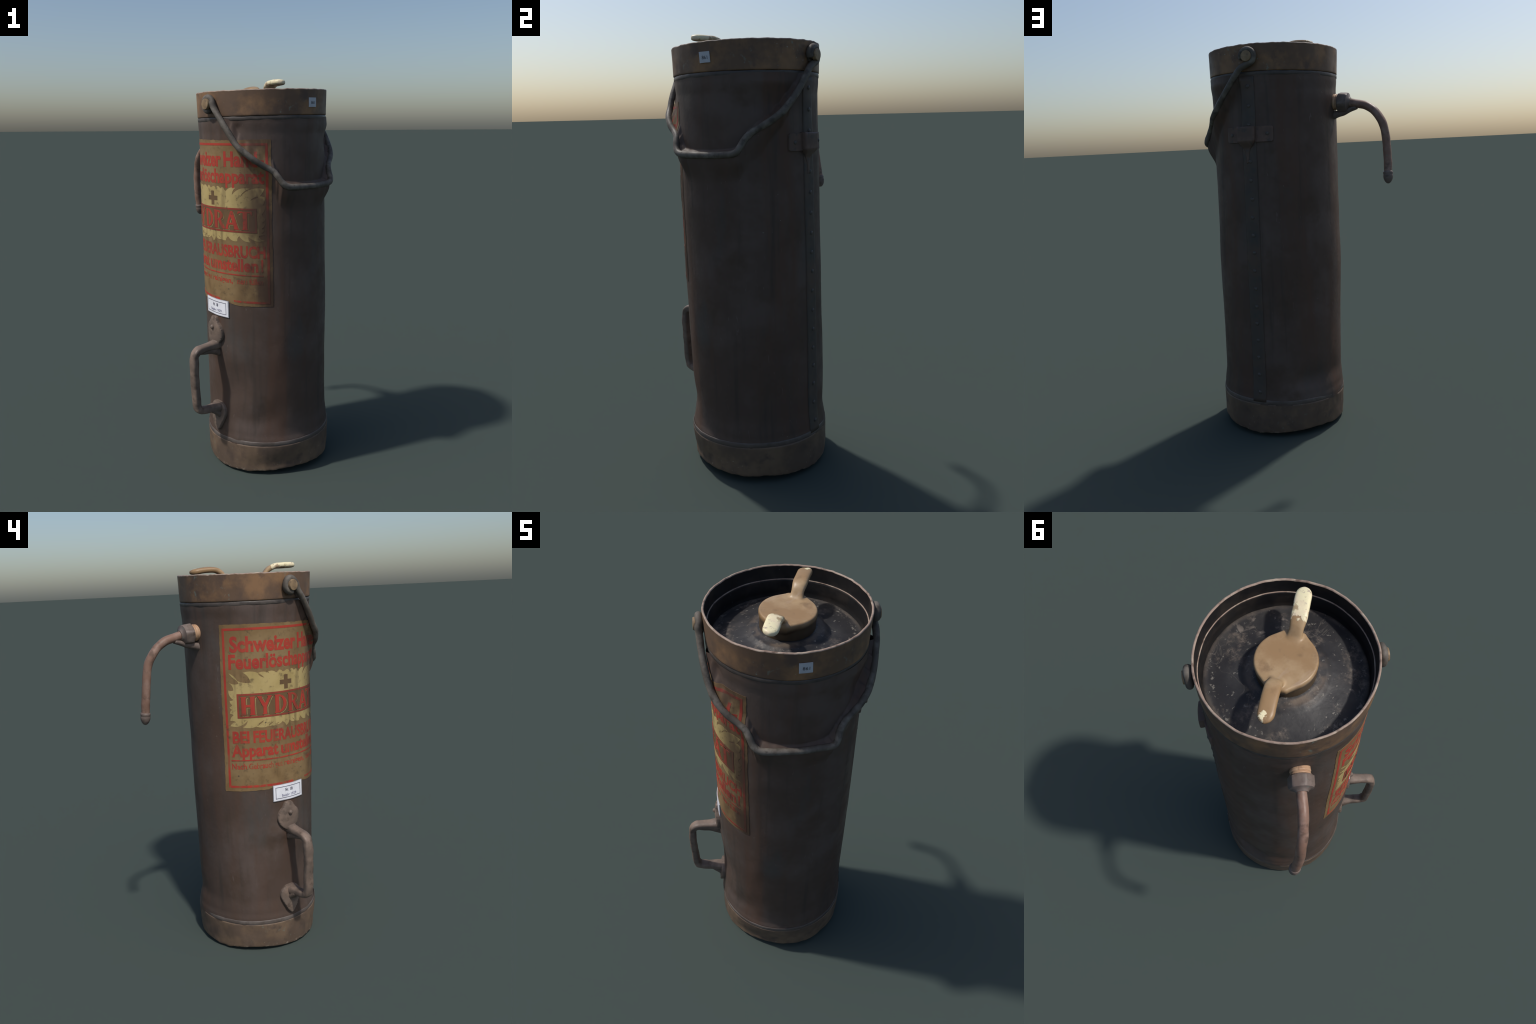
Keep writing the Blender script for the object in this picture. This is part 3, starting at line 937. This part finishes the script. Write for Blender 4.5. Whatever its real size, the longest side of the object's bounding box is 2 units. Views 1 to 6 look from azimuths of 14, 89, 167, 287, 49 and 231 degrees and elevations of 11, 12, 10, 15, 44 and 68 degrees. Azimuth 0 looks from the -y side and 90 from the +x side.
sticker = add("inventory_sticker", band_patch("inventory_sticker", [(-34.0, 1.8705), (-25.2, 1.8715), (-25.5, 1.9155), (-34.2, 1.9145)], .0012), STICKER)
n = words("lettering", [("861", -31.8, -27.2)], 1.8850, 1.8985, STICKER_INK, .0018, sticker, .0)
for v in n.data.vertices:
    cx, cy = axis(v.co.z)
    v.co += Vector((v.co.x - cx, v.co.y - cy, 0)).normalized() * .0035

# ----------------------------------------------------------------------------
# bail with eye loops and pivot pins
# ----------------------------------------------------------------------------
PIV = [(-123.8, 1.886), (56.5, 1.902)]

def eye(a, z, rad, deg, r):
    """point of an eye loop lying against the band around a pivot"""
    da = rad * math.cos(deg * D2R) / .352 / D2R
    return at(a + da, z + rad * math.sin(deg * D2R), 0, r)

path = [eye(*PIV[0], .0315, g, .347) for g in (-72, -100, -135, -175, -215, -250, -285, -320)]
path += [eye(*PIV[0], .033, -352, .352)]
path += [at(a, z, 0, r) for a, z, r in BAIL_LINE]
path += [eye(*PIV[1], .0315, g, .349) for g in (-62, -30, 10, 50, 90, 130, 170, 210)]
pts = spline(path, 7)
def rod(t):
    k = 1 + .10 * noise.noise((t * 23, 1, 4))
    e = .006
    q = min(1.0, math.sqrt(max(.1, min(t, 1 - t) / e)))
    flat = smooth(.13, .06, t) if t < .5 else smooth(.87, .94, t)
    w = .0147 * k * q
    return w * (1 + .10 * flat), w * (1 - .05 * flat)
m = tube("bail", pts, rod, up=(0, 0, 1), segs=18, rough=.0012)
bail = add("bail", m, BAIL)

for i, (a, z) in enumerate(PIV):
    m = revolve("pivot_pin", [(.018, 0), (.018, .026), (.0245, .027), (.0258, .031), (.0258, .040), (.0240, .0445), (.012, .0460)], 28)
    orient(m, at(a, z, 0, .326), out_dir(a))
    add("pivot_pin", m, PIN, bail, 50)
    m = revolve("pivot_washer", [(.030, 0), (.030, .0085), (.028, .0105), (.02, .011)], 28)
    orient(m, at(a, z, 0, .329), out_dir(a))
    add("pivot_washer", m, BAIL, bail, 50)

# ----------------------------------------------------------------------------
# spout: collar, hexagonal nut, bent pipe, acorn tip
# ----------------------------------------------------------------------------
NZ = Vector((-.2130, .1640, 1.685))
ND = Vector((-.790, .600, -.085)).normalized()
PIPE_PATH = [(-.235, .183, 1.683), (-.265, .206, 1.679), (-.300, .232, 1.671), (-.343, .264, 1.657), (-.370, .289, 1.634), (-.391, .309, 1.602), (-.405, .327, 1.564), (-.412, .337, 1.522), (-.416, .343, 1.467), (-.416, .354, 1.391), (-.412, .3635, 1.325)]
pp = spline(PIPE_PATH, 8)
m = tube("spout", pp, lambda t: (.0205 + .0012 * noise.noise((t * 9, 2, 2)),) * 2, up=(0, 0, 1), segs=24, rough=.0016)
spout = add("spout", m, PIPE)
m = revolve("spout_collar", [(.039, -.03), (.0395, .001), (.0405, .004), (.0395, .0075), (.0372, .009), (.0385, .0125), (.0400, .0155), (.0385, .019), (.036, .021), (.034, .030)], 48)
add("spout_collar", orient(m, NZ, ND), COLLAR, spout, 60)
# nut: hexagon with chamfered corners
hexa = []
for h, r0 in ((.018, .036), (.021, .044), (.026, .0510), (.062, .0510), (.070, .046), (.073, .035), (.078, .027), (.084, .0235)):
    ring = []
    for j in range(48):
        g = 2 * math.pi * j / 48
        f = ((g + math.pi / 6) % (math.pi / 3)) - math.pi / 6
        flat = .0455 / math.cos(f)
        ring.append((min(r0, flat) * math.cos(g), min(r0, flat) * math.sin(g), h))
    hexa.append(ring)
m = orient(loft("spout_nut", hexa, cap0=True, cap1=True), NZ, ND, (0, .25, 1))
add("spout_nut", m, NUT, spout, 28)
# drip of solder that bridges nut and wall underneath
m = tube("solder_drip", spline([(-.190, .135, 1.614), (-.225, .168, 1.624), (-.262, .200, 1.636), (-.304, .234, 1.654)], 6), lambda t: (.022 - .008 * t, .024 - .013 * t), segs=16, rough=.004)
add("solder_drip", m, NUT, spout)
tip_dir = (Vector(PIPE_PATH[-1]) - Vector(PIPE_PATH[-2])).normalized()
m = revolve("spout_tip", [(.0205, -.006), (.0225, -.004), (.0242, 0), (.0245, .004), (.0238, .0075), (.0228, .010), (.0238, .014), (.0240, .021), (.0222, .032), (.0180, .043), (.0120, .051), (.0055, .0555)], 32)
add("spout_tip", orient(m, Vector(PIPE_PATH[-1]), tip_dir, (1, 0, 0)), NUT, spout)

# ----------------------------------------------------------------------------
# strap handle with teardrop plates
# ----------------------------------------------------------------------------
HA = -128.0
def hp(r, z, a=HA):
    return at(a, z, 0, r)

grip_path = spline([hp(.305, .680), hp(.355, .676), hp(.415, .671), hp(.447, .664), hp(.4675, .642), hp(.4715, .605), hp(.473, .540), hp(.470, .465), hp(.4675, .408), hp(.4645, .370), hp(.452, .346), hp(.420, .338), hp(.360, .334), hp(.305, .330)], 8)
def strap(t):
    k = 1 + .09 * noise.noise((t * 14, 3, 1))
    root_w = max(1 - smooth(0, .16, t), smooth(.84, 1, t))
    return (.0245 * k + .006 * root_w, .0185 * k + .005 * root_w)
up0 = (0, 0, 1)
g = tube("grip", grip_path, strap, up=up0, segs=28, power=3.2, rough=.0022, seed=3)

def teardrop(prof, off, az, dome=.008):
    left = [(az - w / .0056, z) for w, z in prof]
    right = [(az + w / .0056, z) for w, z in reversed(prof)]
    m = patch("p", left + right, -.006, off, (1.0, .008), .005)
    zc, zh = (prof[0][1] + prof[-1][1]) / 2, abs(prof[0][1] - prof[-1][1]) / 2
    for v in m.vertices:  # hammered, slightly domed face
        cx, cy = axis(v.co.z)
        d = Vector((v.co.x - cx, v.co.y - cy, 0))
        a = math.degrees(math.atan2(d.y, d.x))
        if d.length > radius(a, v.co.z) + .002:
            q = min(1, (adiff(a, az) / 12) ** 2 + ((v.co.z - zc) / zh) ** 2)
            v.co += d.normalized() * (dome * (1 - q) + .002 * noise.noise(v.co * 30))
    return m

def curve_prof(ctrl, n=6):
    return [(max(.001, p[0]), p[1]) for p in spline([(w, z, 0) for w, z in ctrl], n)]

upper = teardrop(curve_prof([(.004, .829), (.017, .825), (.026, .812), (.034, .797), (.050, .780), (.061, .757), (.062, .735), (.053, .710), (.038, .692), (.022, .683), (.004, .680)]), .0160, -129.6)
lower = teardrop(curve_prof([(.004, .360), (.026, .357), (.046, .344), (.058, .322), (.059, .300), (.050, .276), (.038, .252), (.028, .232), (.018, .215), (.008, .206), (.003, .204)]), .0160, -129.4)
handle = add("handle", g, HANDLE)
add("handle_plate", upper, HANDLE, handle, 50)
add("handle_plate", lower, HANDLE, handle, 50)
# fillets where strap and plates were forged together
m = tube("forged_root", spline([hp(.315, .706), hp(.340, .690), hp(.375, .676)], 6), lambda t: (.027 - .005 * t, .012), up=(0, 0, 1), segs=16, power=2.6, rough=.002)
add("forged_root", m, HANDLE, handle)
m = tube("forged_web", spline([hp(.312, .634), hp(.345, .644), hp(.385, .652), hp(.440, .655)], 6), lambda t: (.022 - .006 * t, .024 - .012 * t), up=(0, 0, 1), segs=16, power=2.6, rough=.003)
add("forged_web", m, HANDLE, handle)
m = tube("forged_root", spline([hp(.318, .270), hp(.338, .300), hp(.375, .327)], 6), lambda t: (.034 - .010 * t, .016), up=(0, 0, 1), segs=16, power=2.6, rough=.002)
add("forged_root", m, HANDLE, handle)
m = revolve("handle_rivet", [(.012, -.01), (.012, .004), (.0105, .008), (.007, .0115), (.0025, .013)], 20)
add("handle_rivet", orient(m, at(-129.6, .771, .0225), out_dir(-129.6)), HANDLE, handle)
